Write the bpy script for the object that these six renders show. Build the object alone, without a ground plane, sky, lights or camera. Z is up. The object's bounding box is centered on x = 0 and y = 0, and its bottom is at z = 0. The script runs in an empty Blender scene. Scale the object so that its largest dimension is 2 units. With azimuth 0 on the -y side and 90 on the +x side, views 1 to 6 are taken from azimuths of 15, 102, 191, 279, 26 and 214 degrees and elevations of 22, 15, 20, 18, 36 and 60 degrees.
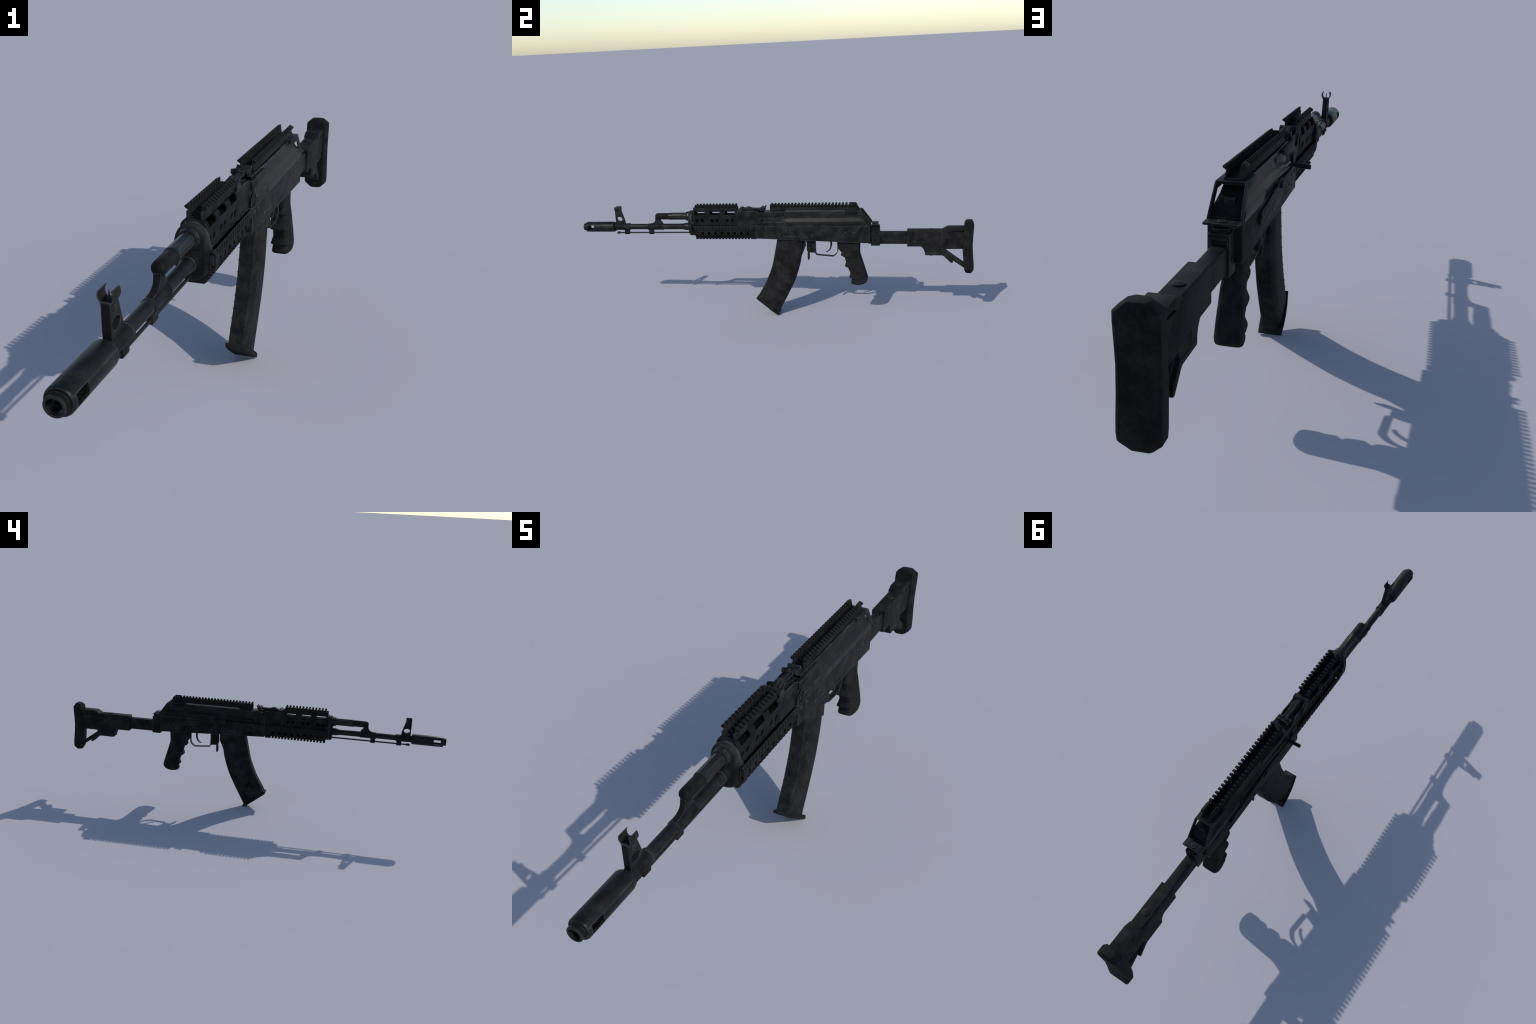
import bpy, bmesh, math, random
from mathutils import Vector, Matrix, noise

# ---------------------------------------------------------------- frame
# y runs along the weapon (muzzle at -y, butt at +y), z up.
# X below is measured from the weapon's own centre plane, which stands at x = CX.
CX = 0.0172
random.seed(7)
scn = bpy.context.scene
coll = scn.collection

# ---------------------------------------------------------------- materials
def make_mat(name, base, dark, light, rough, rough_var=0.12, metallic=0.0, spec=0.5,
             wear=0.0, wear_col=(0.11, 0.11, 0.12), scale=16.0, bump=0.08, streak=(1, 1, 1)):
    m = bpy.data.materials.new(name)
    m.use_nodes = True
    nt = m.node_tree
    nt.nodes.clear()
    N, L = nt.nodes.new, nt.links.new
    out = N('ShaderNodeOutputMaterial')
    bs = N('ShaderNodeBsdfPrincipled')
    L(bs.outputs[0], out.inputs[0])
    tc = N('ShaderNodeTexCoord')
    mp = N('ShaderNodeMapping')
    mp.inputs['Scale'].default_value = streak
    L(tc.outputs['Object'], mp.inputs[0])
    # broad cloudy mottling
    n1 = N('ShaderNodeTexNoise')
    n1.inputs['Scale'].default_value = scale
    n1.inputs['Detail'].default_value = 6
    n1.inputs['Roughness'].default_value = 0.62
    L(mp.outputs[0], n1.inputs['Vector'])
    cr = N('ShaderNodeValToRGB')
    e = cr.color_ramp.elements
    e[0].position, e[0].color = 0.37, (*dark, 1)
    e[1].position, e[1].color = 0.64, (*light, 1)
    mid = cr.color_ramp.elements.new(0.5)
    mid.color = (*base, 1)
    L(n1.outputs['Fac'], cr.inputs[0])
    # fine grain
    n2 = N('ShaderNodeTexNoise')
    n2.inputs['Scale'].default_value = 260
    n2.inputs['Detail'].default_value = 3
    L(tc.outputs['Object'], n2.inputs['Vector'])
    g = N('ShaderNodeMapRange')
    g.inputs['From Min'].default_value = 0.3
    g.inputs['From Max'].default_value = 0.7
    g.inputs['To Min'].default_value = 0.82
    g.inputs['To Max'].default_value = 1.18
    L(n2.outputs['Fac'], g.inputs['Value'])
    mx = N('ShaderNodeMix')
    mx.data_type = 'RGBA'
    mx.blend_type = 'MULTIPLY'
    mx.inputs['Factor'].default_value = 1.0
    L(cr.outputs[0], mx.inputs['A'])
    L(g.outputs[0], mx.inputs['B'])
    col = mx.outputs['Result']
    if wear > 0:
        # rubbed bare edges: the bevelled normal leaves the true normal only at an edge
        bv = N('ShaderNodeBevel')
        bv.samples = 4
        bv.inputs['Radius'].default_value = 0.0036
        geo = N('ShaderNodeNewGeometry')
        dt = N('ShaderNodeVectorMath')
        dt.operation = 'DOT_PRODUCT'
        L(bv.outputs[0], dt.inputs[0])
        L(geo.outputs['Normal'], dt.inputs[1])
        mr = N('ShaderNodeMapRange')
        mr.inputs['From Min'].default_value = 0.992
        mr.inputs['From Max'].default_value = 0.86
        mr.inputs['To Min'].default_value = 0.0
        mr.inputs['To Max'].default_value = wear
        L(dt.outputs['Value'], mr.inputs['Value'])
        n3 = N('ShaderNodeTexNoise')
        n3.inputs['Scale'].default_value = 35
        n3.inputs['Detail'].default_value = 4
        L(tc.outputs['Object'], n3.inputs['Vector'])
        pr = N('ShaderNodeMapRange')
        pr.inputs['From Min'].default_value = 0.38
        pr.inputs['From Max'].default_value = 0.62
        pr.inputs['To Min'].default_value = 0.25
        L(n3.outputs['Fac'], pr.inputs['Value'])
        mu = N('ShaderNodeMath')
        mu.operation = 'MULTIPLY'
        L(mr.outputs[0], mu.inputs[0])
        L(pr.outputs[0], mu.inputs[1])
        mw = N('ShaderNodeMix')
        mw.data_type = 'RGBA'
        L(mu.outputs[0], mw.inputs['Factor'])
        L(col, mw.inputs['A'])
        mw.inputs['B'].default_value = (*wear_col, 1)
        col = mw.outputs['Result']
    L(col, bs.inputs['Base Color'])
    rr = N('ShaderNodeMapRange')
    rr.inputs['To Min'].default_value = rough - rough_var
    rr.inputs['To Max'].default_value = rough + rough_var
    L(n1.outputs['Fac'], rr.inputs['Value'])
    L(rr.outputs[0], bs.inputs['Roughness'])
    bs.inputs['Metallic'].default_value = metallic
    bs.inputs['Specular IOR Level'].default_value = spec
    bp = N('ShaderNodeBump')
    bp.inputs['Strength'].default_value = bump
    bp.inputs['Distance'].default_value = 0.001
    L(n2.outputs['Fac'], bp.inputs['Height'])
    L(bp.outputs[0], bs.inputs['Normal'])
    return m

def grey(v, t=(1, 1, 1)):
    return (v * t[0], v * t[1], v * t[2])

COOL = (0.98, 1.0, 1.03)
STEEL = make_mat('parkerized_steel', grey(.0108, COOL), grey(.0060, COOL), grey(.0185, COOL), .52,
                 wear=.9, wear_col=(.095, .095, .102), spec=.05, scale=21)
PLAIN = make_mat('parkerized_steel_unworn', grey(.0105, COOL), grey(.0060, COOL), grey(.0170, COOL), .55,
                 wear=.12, spec=.05, scale=21)
BLUED = make_mat('blued_barrel_steel', grey(.0092, COOL), grey(.0060, COOL), grey(.0145, COOL), .40,
                 wear=.6, wear_col=(.08, .08, .083), spec=.12, scale=26)
GLOSS = make_mat('polished_gas_tube_steel', grey(.0085), grey(.0055), grey(.0150), .34,
                 wear=.2, wear_col=(.06, .06, .06), spec=.20, scale=24, streak=(1, .3, 1))
COVER = make_mat('stamped_cover_steel', grey(.0088, (.98, 1.02, 1)), grey(.0055), grey(.0160, (.98, 1.02, 1)), .36, rough_var=.12,
                 wear=.9, wear_col=(.095, .095, .10), spec=.07, scale=20, streak=(1, .6, 1))
ALU = make_mat('anodised_rail_aluminium', grey(.0105, COOL), grey(.0070, COOL), grey(.0150, COOL), .60,
               wear=.45, wear_col=(.05, .05, .052), spec=.04, scale=24)
POLY = make_mat('moulded_polymer', grey(.0122), grey(.0066), grey(.0200), .60, spec=.045, wear=.45,
                wear_col=(.055, .055, .055), scale=21, bump=.15)
RUBBER = make_mat('rubber_grip', grey(.0115), grey(.0074), grey(.0170), .68, spec=.04, wear=.25, wear_col=(.04, .04, .04), scale=22, bump=.15)
NEAR_BLACK = make_mat('near_black_inner', grey(.003), grey(.002), grey(.004), .8, spec=.03, scale=20)  # near-black colour for the solids inside the handguard, seen through its holes and slots

# ---------------------------------------------------------------- object helpers
root = bpy.data.objects.new('assault_rifle', None)
root.location = (CX, 0, 0)
root.empty_display_size = 0.1
coll.objects.link(root)
root['label'] = 'black assault rifle with accessory rails and curved magazine'
root['category'] = 'rifle'

def obj_from(name, me, mat, parent):
    ob = bpy.data.objects.new(name, me)
    coll.objects.link(ob)
    if mat and not me.materials:
        me.materials.append(mat)
    ob.parent = parent or root
    return ob

def bm_mesh(bm, name):
    bmesh.ops.recalc_face_normals(bm, faces=bm.faces)
    me = bpy.data.meshes.new(name)
    bm.to_mesh(me)
    bm.free()
    return me

def evaluated(ob):
    dg = bpy.context.evaluated_depsgraph_get()
    dg.update()
    me = bpy.data.meshes.new_from_object(ob.evaluated_get(dg))
    old = ob.data
    ob.modifiers.clear()
    me.name = old.name
    ob.data = me
    bpy.data.meshes.remove(old)

def bake(ob, bevel=0.0, seg=2, cutters=(), smooth=35, limit=30):
    """cut with helper solids, round the edges, shade smooth by angle"""
    for c in cutters:
        b = ob.modifiers.new('cut', 'BOOLEAN')
        b.operation = 'DIFFERENCE'
        b.solver = 'EXACT'
        b.object = c
    if bevel > 0:
        bv = ob.modifiers.new('round', 'BEVEL')
        bv.width = bevel
        bv.segments = seg
        bv.limit_method = 'ANGLE'
        bv.angle_limit = math.radians(limit)
        bv.harden_normals = False
    if ob.modifiers:
        evaluated(ob)
    for c in cutters:
        me = c.data
        bpy.data.objects.remove(c)
        bpy.data.meshes.remove(me)
    ob.data.shade_smooth()
    ob.data.set_sharp_from_angle(angle=math.radians(smooth))
    return ob

def side_prism(name, pts, x0, x1, mat=None, parent=None, bevel=.0008, seg=2, cutters=(), smooth=35):
    """outline in the (y, z) plane pushed from x0 to x1"""
    bm = bmesh.new()
    a = [bm.verts.new((x0, y, z)) for y, z in pts]
    b = [bm.verts.new((x1, y, z)) for y, z in pts]
    n = len(pts)
    bm.faces.new(a)
    bm.faces.new(b[::-1])
    for i in range(n):
        bm.faces.new((a[i], b[i], b[(i + 1) % n], a[(i + 1) % n]))
    ob = obj_from(name, bm_mesh(bm, name), mat, parent)
    return bake(ob, bevel, seg, cutters, smooth) if mat else ob

def front_prism(name, pts, y0, y1, mat=None, parent=None, bevel=.0008, seg=2, cutters=(), smooth=35):
    """outline in the (X, z) plane pushed from y0 to y1"""
    bm = bmesh.new()
    a = [bm.verts.new((x, y0, z)) for x, z in pts]
    b = [bm.verts.new((x, y1, z)) for x, z in pts]
    n = len(pts)
    bm.faces.new(a)
    bm.faces.new(b[::-1])
    for i in range(n):
        bm.faces.new((a[i], b[i], b[(i + 1) % n], a[(i + 1) % n]))
    ob = obj_from(name, bm_mesh(bm, name), mat, parent)
    return bake(ob, bevel, seg, cutters, smooth) if mat else ob

def mirror(half):
    """half outline, X>0 listed from top to bottom, closed symmetrically"""
    return half + [(-x, z) for x, z in reversed(half) if abs(x) > 1e-6]

def box(name, x0, x1, y0, y1, z0, z1, mat=None, parent=None, bevel=.0008, cutters=(), seg=2):
    return side_prism(name, [(y0, z0), (y1, z0), (y1, z1), (y0, z1)], x0, x1, mat, parent, bevel, seg, cutters)

def rings_mesh(rings, cap=True):
    bm = bmesh.new()
    vs = [[bm.verts.new(p) for p in r] for r in rings]
    n = len(rings[0])
    for a, b in zip(vs, vs[1:]):
        for i in range(n):
            bm.faces.new((a[i], a[(i + 1) % n], b[(i + 1) % n], b[i]))
    if cap:
        bm.faces.new(vs[0])
        bm.faces.new(vs[-1][::-1])
    return bm

def loft(name, rings, mat=None, parent=None, bevel=0, seg=2, cutters=(), smooth=35, cap=True):
    ob = obj_from(name, bm_mesh(rings_mesh(rings, cap), name), mat, parent)
    return bake(ob, bevel, seg, cutters, smooth) if mat else ob

def lathe(name, prof, zc, mat=None, parent=None, seg=40, xc=0.0, smooth=35, cutters=(), closed=False, bevel=0, phase=0.0):
    """profile of (y, radius) turned about the line X = xc, z = zc"""
    bm = bmesh.new()
    vs = []
    for y, r in prof:
        if r < 1e-6:
            vs.append([bm.verts.new((xc, y, zc))])
        else:
            vs.append([bm.verts.new((xc + r * math.cos(phase + 2 * math.pi * i / seg), y,
                                     zc + r * math.sin(phase + 2 * math.pi * i / seg))) for i in range(seg)])
    pairs = list(zip(vs, vs[1:]))
    if closed:
        pairs.append((vs[-1], vs[0]))
    for a, b in pairs:
        for i in range(seg):
            j = (i + 1) % seg
            if len(a) == 1 and len(b) == 1:
                continue
            if len(a) == 1:
                bm.faces.new((a[0], b[j], b[i]))
            elif len(b) == 1:
                bm.faces.new((a[i], a[j], b[0]))
            else:
                bm.faces.new((a[i], a[j], b[j], b[i]))
    if not closed:
        for r in (vs[0], vs[-1]):
            if len(r) > 1:
                bm.faces.new(r)
    ob = obj_from(name, bm_mesh(bm, name), mat, parent)
    return bake(ob, bevel, 2, cutters, smooth) if mat else ob

def disc(name, axis, c, r, h, mat=None, parent=None, seg=24, dome=0.0, bevel=.0006):
    """round button standing on point c along axis ('x', '-x', 'z', '-z', 'y')"""
    prof = [(0, r), (h, r)]
    bm = bmesh.new()
    rings = []
    for t, rr in prof:
        ring = []
        for i in range(seg):
            a = 2 * math.pi * i / seg
            u, v = rr * math.cos(a), rr * math.sin(a)
            if axis in ('x', '-x'):
                s = 1 if axis == 'x' else -1
                ring.append(bm.verts.new((c[0] + s * t, c[1] + u, c[2] + v)))
            elif axis in ('z', '-z'):
                s = 1 if axis == 'z' else -1
                ring.append(bm.verts.new((c[0] + u, c[1] + v, c[2] + s * t)))
            else:
                ring.append(bm.verts.new((c[0] + u, c[1] + t, c[2] + v)))
        rings.append(ring)
    a, b = rings
    for i in range(seg):
        bm.faces.new((a[i], a[(i + 1) % seg], b[(i + 1) % seg], b[i]))
    bm.faces.new(a[::-1])
    bm.faces.new(b)
    ob = obj_from(name, bm_mesh(bm, name), mat, parent)
    return bake(ob, bevel, 2) if mat else ob

def cyl_x(y, z, ry, rz=None, x0=-.2, x1=.2, seg=20):
    rz = rz or ry
    pts = [(y + ry * math.cos(2 * math.pi * i / seg), z + rz * math.sin(2 * math.pi * i / seg)) for i in range(seg)]
    return side_prism('cutter', pts, x0, x1)

def cut_box(x0, x1, y0, y1, z0, z1):
    return box('cutter', x0, x1, y0, y1, z0, z1)

def interp(tab, t):
    """piecewise-linear table of (t, value)"""
    if t <= tab[0][0]:
        return tab[0][1]
    for (a, va), (b, vb) in zip(tab, tab[1:]):
        if t <= b:
            return va + (vb - va) * (t - a) / max(b - a, 1e-9)
    return tab[-1][1]

def smooth_curve(pts, n=6):
    """Catmull-Rom through (y, z) points"""
    out = []
    P = [pts[0]] + list(pts) + [pts[-1]]
    for i in range(1, len(P) - 2):
        for k in range(n):
            t = k / n
            q = []
            for d in range(len(pts[0])):
                a, b, c, e = P[i - 1][d], P[i][d], P[i + 1][d], P[i + 2][d]
                q.append(.5 * (2 * b + (c - a) * t + (2 * a - 5 * b + 4 * c - e) * t * t + (3 * b - a - 3 * c + e) * t ** 3))
            out.append(tuple(q))
    out.append(tuple(pts[-1]))
    return out

def strap(name, path, th, hw, mat, parent=None, bevel=.0006):
    """bent flat strip: path in (y, z), thickness th (number or list), half width hw"""
    n = len(path)
    ths = th if isinstance(th, (list, tuple)) else [th] * n
    up, lo = [], []
    for i in range(n):
        a = Vector(path[max(i - 1, 0)])
        b = Vector(path[min(i + 1, n - 1)])
        d = (b - a).normalized()
        nrm = Vector((-d.y, d.x))
        p = Vector(path[i])
        up.append(tuple(p + nrm * ths[i] / 2))
        lo.append(tuple(p - nrm * ths[i] / 2))
    rings = []
    for u, l in zip(up, lo):
        rings.append([(-hw, *u), (hw, *u), (hw, *l), (-hw, *l)])
    return loft(name, rings, mat, parent, bevel)

def copies(proto, places, **kw):
    """instances of one mesh at offsets; proto itself takes the first place"""
    first = True
    for p in places:
        if first:
            ob = proto
            first = False
        else:
            ob = proto.copy()
            coll.objects.link(ob)
        ob.location = p
    return proto

def bolt_row(name, spots, side, r, h, surf, mat, parent):
    """rivet heads of one size on a side wall: domed caps sharing one mesh"""
    prof = [(0, r), (h * .55, r * .92), (h, r * .55)]
    bm = bmesh.new()
    rings = [[bm.verts.new((side * t, rr * math.cos(2 * math.pi * i / 18), rr * math.sin(2 * math.pi * i / 18)))
              for i in range(18)] for t, rr in prof]
    for a, b in zip(rings, rings[1:]):
        for i in range(18):
            bm.faces.new((a[i], a[(i + 1) % 18], b[(i + 1) % 18], b[i]))
    bm.faces.new(rings[-1])
    bm.faces.new(rings[0][::-1])
    ob = obj_from(name, bm_mesh(bm, name), mat, parent)
    bake(ob, 0, smooth=50)
    copies(ob, [(surf, y, z) for y, z in spots])
    return ob

# ================================================================ MUZZLE AND BARREL
ZB = 0.4638           # bore axis
ZG = 0.5180           # gas tube axis

muzzle = lathe('muzzle_brake',
      [(-1.000, .0145), (-1.000, .0172), (-.9985, .0190), (-.994, .0192), (-.9925, .0184), (-.986, .0184),
       (-.986, .0240), (-.9845, .0256), (-.981, .0267), (-.835, .0267), (-.830, .0256), (-.8265, .0235), (-.8265, .006),
       (-.936, .006), (-.936, .0215), (-.977, .0215), (-.977, .0145)], ZB, BLUED, seg=56, closed=True,
      cutters=[cut_box(-.06, .06, -.9755, -.9375, ZB - .0118, ZB + .0118)] +
      # hairline seams running back from the ports
      [cut_box(min(s * .0228, s * .05), max(s * .0228, s * .05), -.984, -.832, ZB + .0113, ZB + .0121) for s in (1, -1)], smooth=32)
barrel = lathe('barrel',
      [(-.845, .0145), (-.62, .0145), (-.60, .0148), (-.455, .0150), (-.450, .0172), (-.438, .0182), (-.437, .0192),
       (-.405, .0192), (-.405, .014), (-.10, .014)], ZB, BLUED, seg=40)

# ---------------- front sight
sight = lathe('front_sight', [(-.829, .0165), (-.828, .0176), (-.752, .0176), (-.7515, .0186), (-.746, .0186), (-.7445, .0170)],
              ZB, STEEL, seg=40)
side_prism('sight_post', [(-.8188, .474), (-.8192, .5485), (-.7885, .5495), (-.7725, .4970), (-.7705, .474)], -.0088, .0088,
           STEEL, sight, .0012, 2,
           cutters=[cyl_x(-.7982, .5054, .0162, .0114, seg=28)])
for s in (1, -1):
    disc('sight_pin_boss', 'x' if s > 0 else '-x', (s * .0085, -.8035, .5345), .0066, .0016, STEEL, sight)
    disc('sight_pin_tip', 'x' if s > 0 else '-x', (s * .0085, -.8035, .5345), .0042, .0024, STEEL, sight)
# protective hood: open ring
hz = .5602
arc = [math.radians(-220 + 260 * i / 36) for i in range(37)]
hood = [(.0152 * math.cos(a), hz + .0165 * math.sin(a)) for a in arc] + [(.0134 * math.cos(a), hz + .0147 * math.sin(a)) for a in reversed(arc)]
front_prism('sight_hood', hood, -.8185, -.7890, STEEL, sight, .0003, 1)
disc('sight_blade', 'z', (0, -.803, .546), .0014, .0195, STEEL, sight, seg=10, bevel=.0002)
front_prism('sight_saddle', mirror([(.0115, .5495), (.009, .543)]), -.8180, -.7895, STEEL, sight, .0005)

# ---------------- gas block
gas = lathe('gas_block', [(-.646, .0150), (-.645, .0166), (-.638, .0166), (-.637, .0161), (-.571, .0161), (-.570, .0166), (-.563, .0166), (-.562, .0150)],
            .4630, STEEL, seg=40)
riser_f = smooth_curve([(-.643, .470), (-.640, .4785), (-.622, .4815), (-.608, .4885), (-.6025, .4985), (-.6015, .512)], 5)
riser_r = smooth_curve([(-.5775, .512), (-.577, .5005), (-.5725, .4915), (-.5655, .485), (-.5635, .470)], 5)
side_prism('gas_riser', riser_f + riser_r, -.0078, .0078, STEEL, gas, .0022, 3, smooth=45)
dome = [(-.602, 0)] + [(-.5885 - .0135 * math.cos(math.radians(a)), .0165 * math.sin(math.radians(a))) for a in (12, 25, 40, 55, 70, 90)]
lathe('gas_chamber', dome + [(-.530, .0165), (-.528, .0155), (-.520, .0155)], ZG, STEEL, gas, seg=40)

# fluted gas tube: radius waves round the tube between two plain collars
def flute_ring(y, r, depth, n=80):
    out = []
    for i in range(n):
        a = 2 * math.pi * i / n
        w = .5 + .5 * math.cos(9 * a)
        out.append(((r - depth * w) * math.cos(a), y, ZG + (r - depth * w) * math.sin(a)))
    return out
tube = loft('gas_tube', [flute_ring(-.5265, .0160, 0), flute_ring(-.525, .0181, 0), flute_ring(-.5165, .0184, 0),
                         flute_ring(-.508, .0184, .0018), flute_ring(-.448, .0184, .0018), flute_ring(-.441, .0184, .0),
                         flute_ring(-.41, .0184, 0)], GLOSS, smooth=50)
lathe('gas_tube_nut', [(-.4345, .0205), (-.4335, .0232), (-.4285, .0240), (-.4265, .0224), (-.4235, .0248), (-.410, .0248)], ZG, GLOSS, tube, seg=12, smooth=20, phase=math.pi / 12, bevel=.0006)

# ---------------- cleaning rod
rod = lathe('cleaning_rod', [(-.803, .0039), (-.395, .0039)], .4320, BLUED, seg=16)
lathe('rod_tip', [(-.8197, .0050), (-.8187, .0061), (-.8035, .0061), (-.8005, .0040)], .4320, BLUED, rod, seg=18)
front_prism('rod_lug', mirror([(.0078, .452), (.0078, .429), (.0052, .4236)]), -.7756, -.7510, STEEL, rod, .001)
front_prism('rod_lug', mirror([(.0078, .452), (.0078, .429), (.0052, .4236)]), -.6414, -.6170, STEEL, rod, .001)

# ================================================================ HANDGUARD
cap_half = [(0, .5480), (.0085, .5472), (.0165, .5440), (.0240, .5385), (.0305, .5305), (.0355, .5200), (.0382, .5090), (.0390, .4970),
            (.0388, .4700), (.0380, .4540), (.0352, .4410), (.0300, .4310), (.0220, .4235), (.0120, .4190), (0, .4172)]
def cap_ring(y, inset):
    zc = .4826
    full = cap_half + [(-x, z) for x, z in reversed(cap_half[1:-1])]
    out = []
    for x, z in full:
        out.append((x * (1 - inset / .039), y, zc + (z - zc) * (1 - inset / .065)))
    return out
cap = loft('handguard_cap', [cap_ring(-.4175, .0085), cap_ring(-.4168, .0058), cap_ring(-.4148, .0030), cap_ring(-.4115, .0008),
                             cap_ring(-.4085, 0), cap_ring(-.4045, .0006), cap_ring(-.4035, .0022), cap_ring(-.4015, .0022), cap_ring(-.4008, .0002),
                             cap_ring(-.3965, .0002), cap_ring(-.3955, .0015)], STEEL, smooth=50)
low_cap = [(.0385, .4955), (.0388, .4700), (.0380, .4540), (.0352, .4410), (.0300, .4310), (.0220, .4235), (.0120, .4190)]
front_prism('cap_skirt', mirror(low_cap), -.399, -.385, STEEL, cap, .001, smooth=45)

# sling loop standing out on the +x flank
loop_out = [(.0370, .4865), (.0475, .4893), (.0548, .4800), (.0548, .4520), (.0512, .4442), (.0370, .4430)]
sling = front_prism('sling_loop', loop_out, -.4085, -.3945, STEEL, cap, .0012, 2,
            cutters=[cut_box(.0425, .0495, -.45, -.35, .4510, .4800)])

# ---- upper handguard: thin shell with slots in the shoulders and paired holes in the flanks
up_out = [(.0175, .5475), (.0245, .5460), (.0290, .5385), (.0300, .5250), (.0285, .5050), (.0275, .4740)]
up_in = [(.0235, .4740), (.0240, .5050), (.0255, .5250), (.0245, .5355), (.0215, .5420), (.0175, .5435)]
up_shell = up_out + up_in + [(-x, z) for x, z in reversed(up_in)] + [(-x, z) for x, z in reversed(up_out)]
SLOTS = [(-.3812, -.3280), (-.3025, -.2495), (-.2232, -.1710)]
cuts = []
for a, b in SLOTS:
    cuts.append(cut_box(-.06, -.0176, a, b, .5275, .5450))
    cuts.append(cut_box(.0176, .06, a, b, .5275, .5450))
    cuts.append(cut_box(-.06, -.0176, a, b, .5275, .560))
    cuts.append(cut_box(.0176, .06, a, b, .5275, .560))
for y in (-.3690, -.3418, -.2902, -.2632, -.2110, -.1838):
    cuts.append(cyl_x(y, .4990, .0093, .0100, seg=12))
upper = front_prism('upper_handguard', up_shell, -.3965, -.1575, ALU, None, .0006, 1, cutters=cuts)

front_prism('dark_inner_core', mirror([(.0215, .5262), (.0228, .5050), (.0225, .4720), (.0150, .4700)]), -.3940, -.1580, NEAR_BLACK, upper, .0008)
# ---- open-topped accessory rails: two walls, a floor and slanted teeth
TOOTH = [(.0135, .5655), (.0135, .5790), (.0152, .5800), (.0258, .5738), (.0258, .5700), (.0178, .5655)]
PITCH = .0170
def rail(y0, y1, n, tooth_y0, parent, slope=0.0, zb=.5460):
    for s in (1, -1):
        w = [(.0135, zb), (.0135, .5662), (.0175, .5662), (.0178, zb + .0075), (.0198, zb + .0012), (.0198, zb)]
        if slope:
            bm = bmesh.new()
            def yend(z):
                return y1 - slope * max(0, z - .546) / .02
            a = [bm.verts.new((s * x, y0, z)) for x, z in w]
            b = [bm.verts.new((s * x, yend(z), z)) for x, z in w]
            k = len(w)
            bm.faces.new(a)
            bm.faces.new(b[::-1])
            for i in range(k):
                bm.faces.new((a[i], b[i], b[(i + 1) % k], a[(i + 1) % k]))
            ob = obj_from('rail_wall', bm_mesh(bm, 'rail_wall'), ALU, parent)
            bake(ob, .0006)
        else:
            front_prism('rail_wall', [(s * x, z) for x, z in w], y0, y1, ALU, parent, .0006)
        t = front_prism('rail_tooth', [(s * x, z) for x, z in TOOTH], 0, .0086, ALU, parent, .0007, 1)
        copies(t, [(0, tooth_y0 + PITCH * i, 0) for i in range(n)])
    box('rail_floor', -.0136, .0136, y0, y1, zb + .0002, zb + .0030, ALU, parent, .0004)

rail(-.3900, -.1610, 13, -.3790, upper)

# ---- lower handguard with bottom rail and side rails
low_out = [(.0368, .4735), (.0368, .4495), (.0340, .4465), (.0335, .4300), (.0215, .4122), (.0178, .4108)]
low_in = [(.0178, .4150), (.0310, .4325), (.0315, .4480), (.0347, .4510), (.0347, .4735)]
low_shell = low_out + [(-x, z) for x, z in reversed(low_out)] + [(-x, z) for x, z in reversed(low_in)] + low_in
holes = []
for i in range(8):
    y = -.3436 + .0338 * i
    holes.append(cyl_x(y, .4330, .0078, .0092, seg=12))
lower = front_prism('lower_handguard', low_shell, -.3845, -.0655, ALU, None, .0006, 1, cutters=holes)
box('dark_inner_box', -.0120, .0120, -.3840, -.0670, .4130, .4580, NEAR_BLACK, lower, .0006)  # near-black filler box that closes the view through the hollow lower handguard
front_prism('handguard_end_plate', mirror([(.0352, .4730), (.0320, .4480), (.0315, .4320), (.0180, .4140)]), -.0690, -.0650, ALU, lower, .0004)
bt = [(.0178, .4120), (.0262, .4085), (.0262, .4062), (.0185, .4002)]
b = front_prism('rail_tooth', mirror(bt), 0, .0092, ALU, lower, .0007, 1)
copies(b, [(0, -.3830 + PITCH * i, 0) for i in range(17)])
front_prism('rail_end_block', mirror(bt), -.0940, -.0660, ALU, lower, .0007, 1)
st = [(.0362, .4733), (.0380, .4725), (.0395, .4690), (.0395, .4545), (.0380, .4505), (.0362, .4497)]
for s in (1, -1):
    t = front_prism('rail_tooth', [(s * x, z) for x, z in st], 0, .0098, ALU, lower, .0007, 1)
    copies(t, [(0, -.3825 + PITCH * i, 0) for i in range(17)])
    front_prism('rail_end_block', [(s * x, z) for x, z in st], -.0935, -.0660, ALU, lower, .0007, 1)

# ================================================================ REAR SIGHT BLOCK
def rsb_ring(y, zt, hw):
    return [(-hw, y, .470), (hw, y, .470), (hw, y, zt), (hw - .0048, y, zt), (hw - .0048, y, .528), (-hw + .0048, y, .528), (-hw + .0048, y, zt), (-hw, y, zt)]
bump = [(-.1425 + .0128 * math.cos(math.radians(a)), .5495 + .0122 * math.sin(math.radians(a))) for a in (180, 150, 120, 90, 60, 30, 5)]
stations = [(-.1565, .5485)] + [(y, z) for y, z in bump[1:]] + [(-.1200, .5468), (-.0900, .5466), (-.0655, .5464), (-.0500, .5385), (-.0300, .5385)]
rear_sight = loft('rear_sight', [rsb_ring(y, z, .0265 if y < -.10 else .0265 + .0020 * min(1, (y + .10) / .05)) for y, z in stations], STEEL, None, .0006, 1)
bar = [(-.1425 + .0112 * math.cos(2 * math.pi * i / 24), .5500 + .0112 * math.sin(2 * math.pi * i / 24)) for i in range(24)]
side_prism('sight_crossbar', bar, -.0255, .0255, STEEL, rear_sight, .0006)
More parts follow.
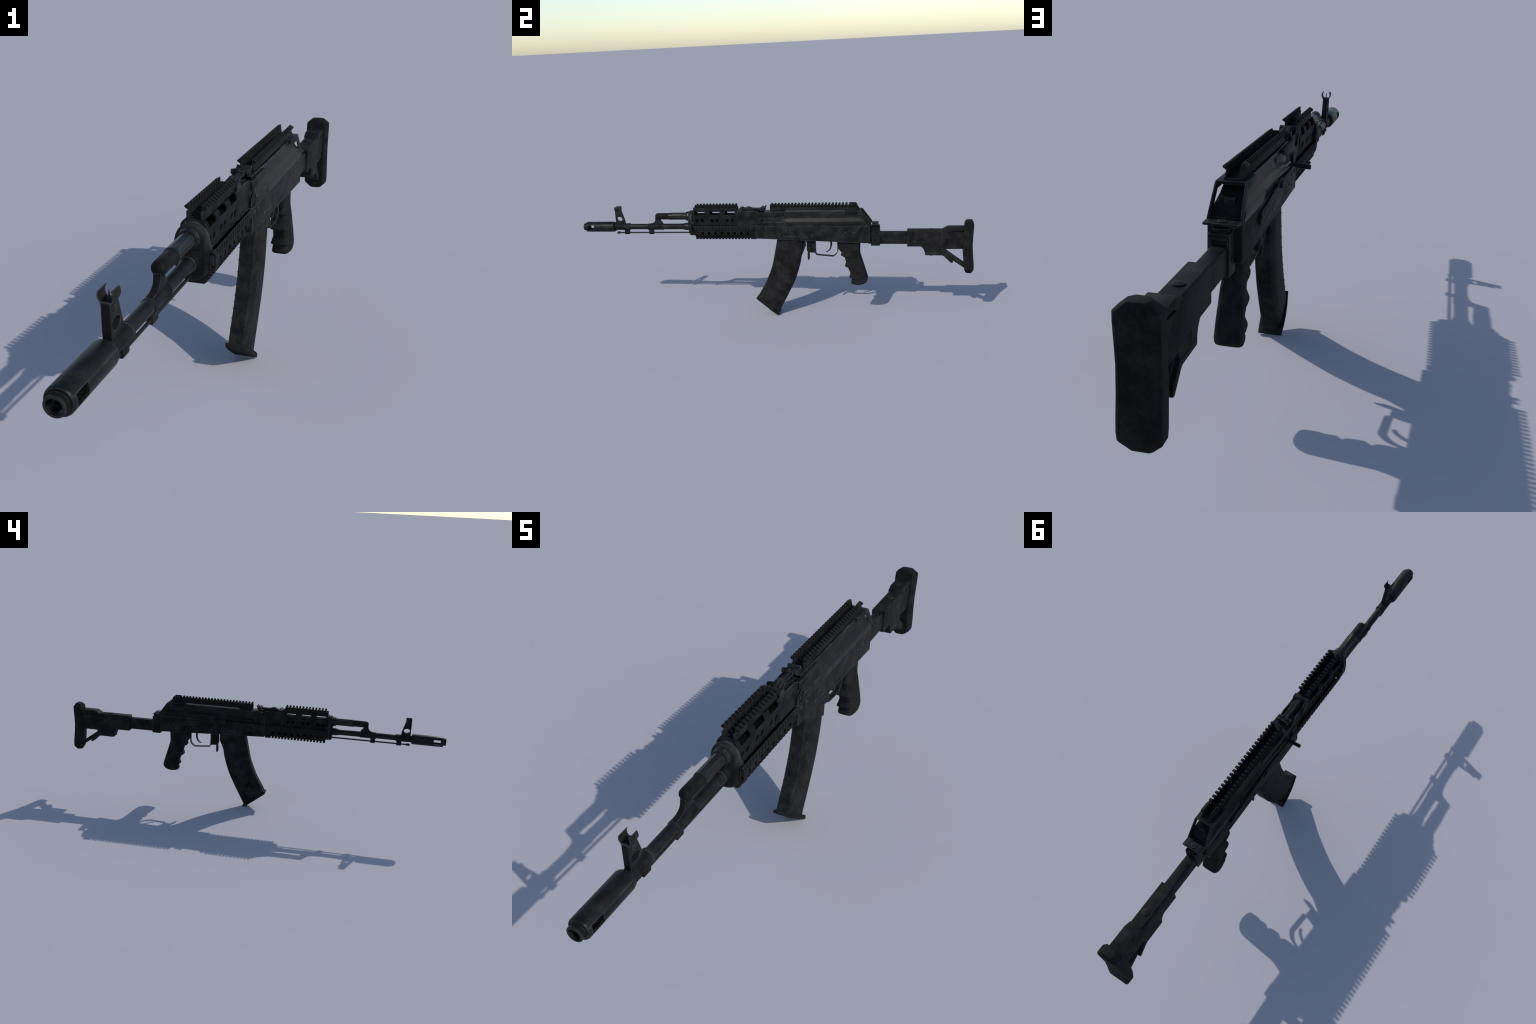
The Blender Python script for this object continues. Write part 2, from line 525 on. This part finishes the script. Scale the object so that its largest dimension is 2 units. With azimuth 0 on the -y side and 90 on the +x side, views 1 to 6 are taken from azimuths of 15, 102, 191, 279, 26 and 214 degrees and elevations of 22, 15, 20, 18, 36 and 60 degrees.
for s in (1, -1):
    disc('crossbar_pin', 'x' if s > 0 else '-x', (s * .0262, -.1425, .5490), .0075, .0014, STEEL, rear_sight)
# release lever hanging on the -x flank
side_prism('tube_release_lever', [(-.1500, .556), (-.1500, .543), (-.138, .5375), (-.108, .512), (-.1005, .5155), (-.104, .523), (-.130, .556), (-.142, .5605)],
           -.0315, -.0262, STEEL, rear_sight, .0012)
# leaf with centre groove
for s in (1, -1):
    side_prism('sight_leaf', [(-.136, .5535), (-.122, .5600), (-.104, .5655), (-.092, .5615), (-.082, .5580), (-.020, .5575), (-.018, .5515), (-.130, .5475)],
               min(s * .0010, s * .0105), max(s * .0010, s * .0105), STEEL, rear_sight, .0008)
box('leaf_spine', -.002, .002, -.132, -.018, .5470, .5565, STEEL, rear_sight, .0004)
for s in (1, -1):
    ramp = smooth_curve([(-.118, .535), (-.112, .5555), (-.102, .5595), (-.092, .5560), (-.076, .5480), (-.050, .5445), (-.046, .535)], 4)
    side_prism('leaf_ramp', ramp, min(s * .0108, s * .0152), max(s * .0108, s * .0152), STEEL, rear_sight, .0008, smooth=50)
def drum(x0, x1, r):
    pts = [(-.0345 + r * math.cos(2 * math.pi * i / 20), .5565 + r * math.sin(2 * math.pi * i / 20)) for i in range(20)]
    side_prism('range_slider', pts, x0, x1, STEEL, rear_sight, .0010)
drum(-.0215, -.0045, .0082)
drum(.0045, .0185, .0082)
drum(-.0275, -.0222, .0070)
drum(.0190, .0210, .0060)
box('slider_body', -.009, .009, -.043, -.026, .5500, .5610, STEEL, rear_sight, .001)
side_prism('notch_plate', [(-.0245, .5470), (-.0185, .5470), (-.0135, .5690), (-.0165, .5700), (-.0240, .5620)], -.0185, .0205, STEEL, rear_sight, .0007,
           cutters=[cut_box(-.0016, .0016, -.05, 0, .5650, .60)])

# ================================================================ RECEIVER
rec_pts = [(-.0645, .4085), (.5070, .3836), (.5070, .4698), (.0925, .4705), (-.0645, .4738)]
cutters = []
for s in (1, -1):
    a, bb = sorted((s * .0368, s * .06))
    cutters.append(box('cutter', a, bb, .0885, .1310, .4185, .4260, None, None))
recv = side_prism('receiver', rec_pts, -.0380, .0380, STEEL, None, .0010, 2, cutters=cutters)
# raised flank panel ahead of the cover step, on the side without the ejection port
side_prism('receiver_panel', [(-.0365, .4640), (.0925, .4640), (.0925, .4700), (.0830, .4915), (-.0200, .4915), (-.0225, .4955), (-.0320, .4980), (-.0365, .4760)], .0100, .0377, STEEL, recv, .0008)
# front trunnion, flank plate and side ears
side_prism('front_trunnion', [(-.0600, .4720), (-.0600, .5050), (-.0350, .5200), (.0300, .5200), (.0300, .4720)], -.0290, .0300, STEEL, recv, .001)
for s in (1, -1):
    a, bb = sorted((s * .0318, s * .0352))
    side_prism('pivot_plate', [(-.0640, .4745), (-.0370, .4770), (-.0330, .4985), (-.0300, .5090), (-.0380, .5120), (-.0640, .4960)], a, bb, STEEL, recv, .0008)
    disc('pivot_pin', 'x' if s > 0 else '-x', (s * .0350, -.0460, .4890), .0062, .0012, STEEL, recv)
    a, bb = sorted((s * .0225, s * .0340))
    side_prism('cover_ear', [(-.0505, .5165), (.0345, .5160), (.0785, .5285), (.0780, .5405), (-.0120, .5408), (-.0160, .5395), (-.0505, .5393)], a, bb, STEEL, recv, .0016)
    a, bb = sorted((s * .0060, s * .0240))
    box('ear_bridge', a, bb, .0000, .0740, .5290, .5402, STEEL, recv, .001)
# rivet heads
bolt_row('rivet', [(-.0430, .4589), (-.0087, .4588), (.0599, .4240), (.3890, .4365), (.4330, .4365), (.4580, .4640)], 1, .0062, .0020, .0378, STEEL, recv)
bolt_row('rivet', [(-.0434, .4587), (-.0059, .4588), (.0630, .4225), (.0258, .4378), (.4335, .4330), (.3895, .4342)], -1, .0058, .0018, -.0378, STEEL, recv)
# pin ends and stamped dimples
bolt_row('pin_head', [(.2050, .4520), (.2215, .4520), (.1980, .4120), (.3140, .4050)], 1, .0050, .0007, .0379, PLAIN, recv)
bolt_row('axis_pin', [(.2230, .4215), (.3620, .4450), (.0980, .4445), (.1180, .4445)], 1, .0085, .0007, .0379, PLAIN, recv)
bolt_row('axis_pin', [(.2230, .4215), (.0980, .4445)], -1, .0085, .0007, -.0379, PLAIN, recv)

# ---- top cover: stamped shell, its lower edge steps along both flanks
def cover_hw(z):
    return interp([(.469, .0390), (.4845, .0391), (.4925, .0380), (.4985, .0349), (.5040, .0318), (.5066, .0300), (.5078, .0290), (.5390, .0222), (.5432, .0212)], z)
def cover_x(z, y):
    # the nose ahead of the step is pressed flat, behind it the flank bulges
    t = min(1, max(0, (y - .055) / .05))
    t = t * t * (3 - 2 * t)
    return cover_hw(z) * t + interp([(.469, .0375), (.4900, .0362), (.5090, .0318), (.5450, .0205)], z) * (1 - t)
LEFT_EDGE = [(-.0200, .4915), (.0830, .4915), (.0915, .4702), (.5000, .4702)]
RIGHT_EDGE = [(-.0200, .5238), (.1300, .5238), (.1360, .5225), (.1440, .5110), (.1490, .5000), (.1560, .4935), (.1600, .4925), (.3010, .4917), (.3060, .4890), (.3200, .4720), (.3260, .4700), (.5000, .4700)]
TOP = [(.060, .5432), (.085, .5412), (.412, .5412), (.440, .5335), (.498, .4760)]
ys = sorted(set([-.0200, .03, .06, .0820, .0830, .0872, .0915, .0925, .11, .1290, .1300, .1330, .1360, .1400, .1440, .1465, .1490, .1520, .1560, .1600,
                 .19, .22, .26, .30, .3010, .3035, .3060, .3100, .3150, .3200, .3230, .3260, .35, .38, .40, .42, .44, .455, .470, .485, .4965]))
M = 16
rings = []
for y in ys:
    zt = interp(TOP, y)
    zl = min(interp(LEFT_EDGE, y), zt - .004)
    zr = min(interp(RIGHT_EDGE, y), zt - .004)
    r = []
    for k in range(M + 1):
        z = zl + (zt - zl) * (k / M)
        r.append((cover_x(z, y), y, z))
    for k in range(M, -1, -1):
        z = zr + (zt - zr) * (k / M)
        r.append((-cover_x(z, y), y, z))
    rings.append(r)
bm = bmesh.new()
vs = [[bm.verts.new(p) for p in r] for r in rings]
n = len(rings[0])
for a, bq in zip(vs, vs[1:]):
    for i in range(n - 1):
        bm.faces.new((a[i], bq[i], bq[i + 1], a[i + 1]))
bm.faces.new(vs[-1])
me = bm_mesh(bm, 'receiver_cover')
cover = obj_from('receiver_cover', me, COVER, None)
if sum((p.normal.x * p.center.x) for p in me.polygons) < 0:
    me.flip_normals()
sd = cover.modifiers.new('thick', 'SOLIDIFY')
sd.thickness = .0022
sd.offset = -1
bake(cover, 0, smooth=40)
# rail on the cover
rail(.0095, .4560, 23, .0115, cover, slope=.0125, zb=.5476)
box('rail_foot', -.0150, .0150, .0100, .0800, .5340, .5482, ALU, cover, .0006)
for s in (1, -1):
    t = [(s * x, z) for x, z in TOOTH]
    bm = bmesh.new()
    a = [bm.verts.new((x, .4035, z)) for x, z in t]
    bq = [bm.verts.new((x, .4545 - (z - .546) * .55, z)) for x, z in t]
    k = len(t)
    bm.faces.new(a)
    bm.faces.new(bq[::-1])
    for i in range(k):
        bm.faces.new((a[i], bq[i], bq[(i + 1) % k], a[(i + 1) % k]))
    bake(obj_from('rail_end_block', bm_mesh(bm, 'rail_end_block'), ALU, cover), .0008)

# ---- rear frame that clamps the cover
frame = box('cover_frame', -.0335, .0335, .3815, .4640, .5395, .5474, STEEL, None, .0015)
for s in (1, -1):
    a, bb = sorted((s * .0305, s * .0343))
    side_prism('frame_skirt', [(.3815, .5295), (.4545, .5285), (.4690, .5440), (.4640, .5470), (.3815, .5470)], a, bb, STEEL, frame, .0010)
    # leg, leaning out a little towards its foot
    leg = [(.4545, .5285), (.4640, .5455), (.4690, .5440), (.5135, .4820), (.5135, .4750), (.4930, .4750)]
    rings2 = []
    for dx in (0, .0038):
        rings2.append([(s * (.0307 + dx + .0035 * (.5425 - z) / .0675), y, z) for y, z in leg])
    loft('frame_leg', rings2, STEEL, frame, .0008)
    a, bb = sorted((s * .0330, s * .0378))
    box('frame_foot', a, bb, .4930, .5180, .4705, .4785, STEEL, frame, .0008)
box('frame_sill', -.0375, .0375, .5150, .5450, .4735, .4790, STEEL, frame, .001)
disc('frame_bolt', 'z', (0, .5290, .4785), .0098, .0034, STEEL, frame, 28)
disc('stock_lock_knob', 'z', (0, .5330, .4600), .0188, .0095, STEEL, frame, 36, bevel=.0022)
# ribbed recoil button inside the frame
box('recoil_button', -.0120, .0120, .4560, .4760, .4950, .5160, STEEL, frame, .0012)
for i in range(4):
    box('button_rib', -.0110, .0110, .4755, .4778, .4985 + .0042 * i, .5007 + .0042 * i, STEEL, frame, .0004)

# ---- bolt carrier seen through the ejection port, charging handle
carrier = []
for y, z0, z1, xo in ((.3000, .474, .492, .0300), (.1500, .4725, .5030, .0335), (.0760, .4725, .5030, .0345), (.0680, .4725, .5015, .0352), (.0620, .4740, .4960, .0362), (-.0050, .4750, .4955, .0362), (-.0120, .4765, .4940, .0345)):
    zc, h = (z0 + z1) / 2, (z1 - z0) / 2
    carrier.append([(-(xo - .010 * (1 - abs(math.cos(a)))), y, zc + h * math.sin(a)) for a in [math.radians(t) for t in range(-90, 91, 18)]] +
                   [(.0100, y, z1), (.0100, y, z0)])
bolt = loft('bolt_carrier', carrier, COVER, None, .0006, 1, smooth=40)
hand = []
for x, zc, hz2, yc, hy in ((-.0300, .4850, .0050, .0000, .0070), (-.0520, .4845, .0050, -.0005, .0066), (-.0565, .4840, .0072, -.0015, .0066), (-.0868, .4815, .0072, -.0035, .0066), (-.0890, .4812, .0058, -.0035, .0052)):
    ring = []
    for i in range(16):
        a = 2 * math.pi * (i + .5) / 16
        cs, sn = math.cos(a), math.sin(a)
        f = 1 / max(abs(cs), abs(sn)) ** .6
        ring.append((x, yc + hy * cs * f * .9, zc + hz2 * sn * f * .9))
    hand.append(ring)
loft('charging_handle', hand, COVER, bolt, 0, smooth=40)
box('chamber_wall', -.0340, .0290, .1480, .3240, .4650, .4925, STEEL, bolt, .001)
box('carrier_body', -.0285, .0200, -.0250, .1520, .4700, .5330, COVER, bolt, .004)

# ---- fire selector on the -x flank
sel = side_prism('selector_lever', [(.3740, .4350), (.3740, .4470), (.3640, .4545), (.3000, .4610), (.2200, .4725), (.1990, .4740), (.1470, .4860), (.1470, .4690), (.2070, .4570), (.2950, .4400), (.3600, .4270)],
                 -.0440, -.0402, STEEL, None, .0010)
disc('selector_pivot', '-x', (-.0380, .3625, .4405), .0125, .0085, STEEL, sel, 28, bevel=.0012)
disc('selector_pin', '-x', (-.0460, .3625, .4405), .0060, .0016, STEEL, sel, 20)
side_prism('selector_tab', [(.1680, .4630), (.1460, .4640), (.1460, .4790), (.1680, .4760)], -.0500, -.0400, STEEL, sel, .001)
side_prism('selector_rib', [(.2060, .4555), (.1480, .4665), (.1480, .4635), (.2060, .4530)], -.0408, -.0375, STEEL, sel, .0006)

# ================================================================ TRIGGER GROUP
guard = strap('trigger_guard', smooth_curve([(.2300, .3900), (.2300, .3500), (.2302, .3290), (.2345, .3180), (.2450, .3158), (.2800, .3125), (.3120, .3098), (.3215, .3112), (.3345, .3215), (.3410, .3330), (.3425, .3500), (.3425, .3850)], 4),
              .0036, .0095, STEEL, None, .0006)
side_prism('trigger', [(.3055, .3900), (.3055, .3620), (.3025, .3500), (.2960, .3400), (.2895, .3345), (.2820, .3332),
                       (.2822, .3308), (.2910, .3310), (.3010, .3375), (.3085, .3475), (.3135, .3600), (.3150, .3900)],
           -.0055, .0055, STEEL, guard, .0010)
catch_block = side_prism('magazine_catch', [(.1873, .3960), (.1865, .3440), (.1895, .3360), (.1965, .3300), (.2290, .3278), (.2290, .3950)], -.0125, .0125, STEEL, None, .0016)
box('catch_flange', -.0165, .0165, .1850, .2285, .3860, .3985, STEEL, catch_block, .001)
for s in (1, -1):
    disc('catch_pivot', 'x' if s > 0 else '-x', (s * .0120, .2000, .3485), .0066, .0022, STEEL, catch_block, 22)
side_prism('catch_paddle', [(.1915, .3380), (.1895, .3150), (.1895, .2960), (.1925, .2890), (.1955, .2890), (.1985, .2970), (.1990, .3150), (.1985, .3380)], -.0105, .0105, STEEL, catch_block, .0016)

# ================================================================ MAGAZINE
front_c = [(.0400, .4060), (.0388, .3970), (.0235, .3257), (.0080, .2620), (-.0150, .2040), (-.0290, .1735), (-.0525, .1335), (-.0760, .0915)]
rear_c = [(.1690, .4060), (.1675, .3800), (.1560, .3100), (.1475, .2660), (.1290, .2067), (.1130, .1670), (.0800, .1020), (.0305, .0115)]
F = smooth_curve(front_c, 4)
Rr = smooth_curve(rear_c, 4)
def mag_ring(f, r, grow=0.0):
    f, r = Vector(f), Vector(r)
    d = r - f
    Lh = d.length
    fx, mx, rx = .0188 + grow, .0285 + grow, .0195 + grow
    sec = [(0, fx), (.0030, fx + .0020), (.018, mx - .0035), (.034, mx - .0008), (.045, mx), (Lh - .040, mx), (Lh - .028, mx - .0008), (Lh - .0030, rx + .0020), (Lh, rx)]
    out = []
    for t, x in sec:
        p = f + d * (t / Lh)
        out.append((x, p.x, p.y))
    return out + [(-x, y, z) for x, y, z in reversed(out)]
mag = loft('magazine', [mag_ring(f, r) for f, r in zip(F, Rr)], POLY, None, 0, smooth=28)
# spine at the upper rear
side_prism('magazine_lug', [(.1600, .4000), (.1790, .4000), (.1800, .3600), (.1590, .3120), (.1480, .3120)], -.0125, .0125, POLY, mag, .0012)
# short moulded ribs down the leading edge on both flanks
for s in (1, -1):
    proto = None
    spots = []
    for i in range(12):
        t = .06 + .90 * i / 12
        k = t * (len(F) - 1)
        j = int(k)
        f = Vector(F[j]).lerp(Vector(F[min(j + 1, len(F) - 1)]), k - j)
        r = Vector(Rr[j]).lerp(Vector(Rr[min(j + 1, len(Rr) - 1)]), k - j)
        d = (r - f).normalized()
        spots.append((f + d * .0165, d))
    for (p, d) in spots:
        rib = box('magazine_rib', -.0010, .0010, -.0036, .0036, -.0011, .0011, POLY, mag, .0004)  if proto is None else proto.copy()
        if proto is None:
            proto = rib
        else:
            coll.objects.link(rib)
        ang = math.atan2(d.y, d.x)
        rib.location = (s * .0243, p.x, p.y)
        rib.rotation_mode = 'ZYX'
        rib.rotation_euler = (ang, 0, 0)
plate = [(-.0785, .0935), (-.0845, .0875), (-.0800, .0820), (.0280, 0.0), (.0322, .0012), (.0362, .0088), (.0335, .0120)]
def plate_hw(y):
    return interp([(-.0845, .0255), (-.0740, .0300), (-.0300, .0345), (.0200, .0352), (.0362, .0320)], y)
fine = []
for (ya, za), (yb, zb) in zip(plate, plate[1:] + plate[:1]):
    k = 4 if abs(ya - yb) > .05 else 1
    fine += [(ya + (yb - ya) * i / k, za + (zb - za) * i / k) for i in range(k)]
loft('magazine_floor_plate', [[(-plate_hw(y), y, z) for y, z in fine], [(plate_hw(y), y, z) for y, z in fine]], POLY, mag, .0012, 2)

# ================================================================ PISTOL GRIP
GF = [(.1640, .4300), (.1652, .4200), (.1675, .4120), (.1705, .4066), (.1775, .4052), (.1900, .4085), (.1985, .4098), (.2008, .3985), (.2050, .3972), (.2220, .4030), (.2370, .3975), (.2540, .3905),
      (.2575, .3780), (.2615, .3762), (.2810, .3822), (.2940, .3785), (.3045, .3752), (.3145, .3590), (.3180, .3578), (.3320, .3606), (.3400, .3530), (.3500, .3452), (.3700, .3430), (.3960, .3426)]
GR = [(.1640, .4420), (.1652, .4500), (.1675, .4610), (.1710, .4720), (.1765, .4810), (.1850, .4870), (.1960, .4895), (.2060, .4875), (.2600, .4722), (.3218, .4540), (.3400, .4530), (.3960, .4560)]
GW = [(.1640, .0210), (.1652, .0255), (.1685, .0300), (.1735, .0322), (.1850, .0330), (.2100, .0322), (.2600, .0300), (.3000, .0275), (.3300, .0250), (.3960, .0245)]
def lip(z):
    """finger ridges, standing out most at each lip"""
    v = 0
    for c in (.2030, .2605, .3170):
        d = z - c
        if -.006 < d < 0:
            v = max(v, 1 + d / .006)
        elif 0 <= d < .026:
            v = max(v, 1 - d / .026)
    return v
zs = [.1640, .1652, .1663, .1675, .1690, .1705, .1722] + [.1740 + (.3960 - .1740) * i / 110 for i in range(111)]
rings = []
for z in zs:
    yf, yr, hw = interp(GF, z), interp(GR, z), interp(GW, z)
    yc, hl = (yf + yr) / 2, (yr - yf) / 2
    ring = []
    for i in range(44):
        a = 2 * math.pi * i / 44
        cs, sn = math.cos(a), math.sin(a)
        y = yc + hl * math.copysign(abs(cs) ** .38, cs)
        x = hw * math.copysign(abs(sn) ** .40, sn)
                # the ridges run back and down across the flank and fade out
        u = (y - yf) / (2 * hl)
        if z < .36:
            v = lip(z + .32 * (y - yf))
            low = min(1, max(0, (.190 - z) / .015))
            v = v * (1 - low) + .40 * low
            top = min(1, max(0, (.360 - z) / .035))
            front = max(0, 1 - u / .62)
            x *= 1 - front * top * (.34 - .29 * v)
        ring.append((x, y, z))
    rings.append(ring)
grip = loft('pistol_grip', rings, RUBBER, None, 0, smooth=42)

# ================================================================ STOCK
adapter = side_prism('stock_adapter', [(.5085, .3680), (.5520, .3680), (.5520, .4590), (.5085, .4640)], -.0225, .0225, STEEL, None, .0010, 2,
                     cutters=[cut_box(-.0170, .0170, .5125, .5480, .4460, .50), cut_box(-.0165, .0165, .5470, .60, .3790, .4480),
                              cut_box(.0178, .05, .5250, .5345, .4278, .4368), cut_box(.0178, .05, .5245, .5340, .3908, .3998),
                              cut_box(-.05, -.0178, .5250, .5345, .4278, .4368), cut_box(-.05, -.0178, .5245, .5340, .3908, .3998)])
box('rear_trunnion', -.0200, .0200, .4980, .5150, .3770, .4640, STEEL, adapter, .0008)
tube_half = [(.0000, .4345), (.0140, .4345), (.0178, .4310), (.0178, .3785), (.0150, .3748), (0, .3748)]
stube = front_prism('stock_tube', mirror(tube_half), .5200, .7200, STEEL, None, .0012, 2)

stock_sec = mirror([(.0205, .4450), (.0245, .4405), (.0245, .3665), (.0230, .3642)])
stock = front_prism('stock', stock_sec, .6838, .9560, POLY, None, .0010, 2,
                    cutters=[cut_box(-.05, -.0185, .8820, .9525, .4330, .4412), cut_box(.0185, .05, .8820, .9525, .4330, .4412)])
side_prism('stock_keel', [(.7425, .3700), (.7550, .3595), (.7630, .3500), (.7680, .3345), (.8610, .3345), (.8690, .3515), (.9530, .3530), (.9530, .3700)], -.0238, .0238, POLY, stock, .0010)
# two moulded lines on the keel
for y in (.800, .8130):
    for s in (1, -1):
        a, bb = sorted((s * .0232, s * .0244))
        box('keel_rib', a, bb, y, y + .0022, .3380, .3620, POLY, stock, .0004)
side_prism('adjustment_lever', [(.7690, .3355), (.7695, .3240), (.7720, .3205), (.8520, .3200), (.8600, .3150), (.8925, .2830), (.9015, .2828), (.9028, .2990), (.8640, .3345)], -.0245, .0245, POLY, stock, .0012)
disc('lever_button', '-z', (0, .7985, .3212), .0115, .0058, STEEL, stock, 24)
side_prism('stock_strut', [(.8560, .3560), (.8640, .3450), (.9580, .2755), (.9580, .2540), (.8900, .3005), (.8560, .3300)], -.0160, .0160, POLY, stock, .001)
disc('stock_button', 'z', (0, .7980, .4445), .0122, .0042, STEEL, stock, 28, bevel=.0012)
side_prism('cheek_rest', [(.8500, .4435), (.8540, .4460), (.8770, .4585), (.9560, .4585), (.9560, .4415), (.8960, .4415), (.8830, .4335), (.8740, .4335), (.8660, .4400)], -.0262, .0262, POLY, stock, .0012,
           cutters=())

# butt pad: chamfered slab, hollowed a little at the shoulder
PAD = [(.2302, .9620, .9900, .0200), (.2490, .9560, .9985, .0385), (.2640, .9540, 1.0000, .0392), (.2900, .9520, .9985, .0390), (.3300, .9490, .9950, .0385),
       (.3800, .9490, .9930, .0382), (.4200, .9515, .9955, .0386), (.4560, .9540, .9980, .0390), (.4740, .9560, .9988, .0383), (.4900, .9620, .9915, .0200)]
rings = []
for z, y0, y1, hw in PAD:
    cf, cb = .0100, .0050
    rings.append([(hw, y1 - cb, z), (hw - .006, y1, z), (-hw + .006, y1, z), (-hw, y1 - cb, z), (-hw, y0 + cf, z), (-hw + .009, y0, z), (hw - .009, y0, z), (hw, y0 + cf, z)])
loft('butt_pad', rings, RUBBER, None, .0007, 1, smooth=22)

bpy.context.view_layer.update()
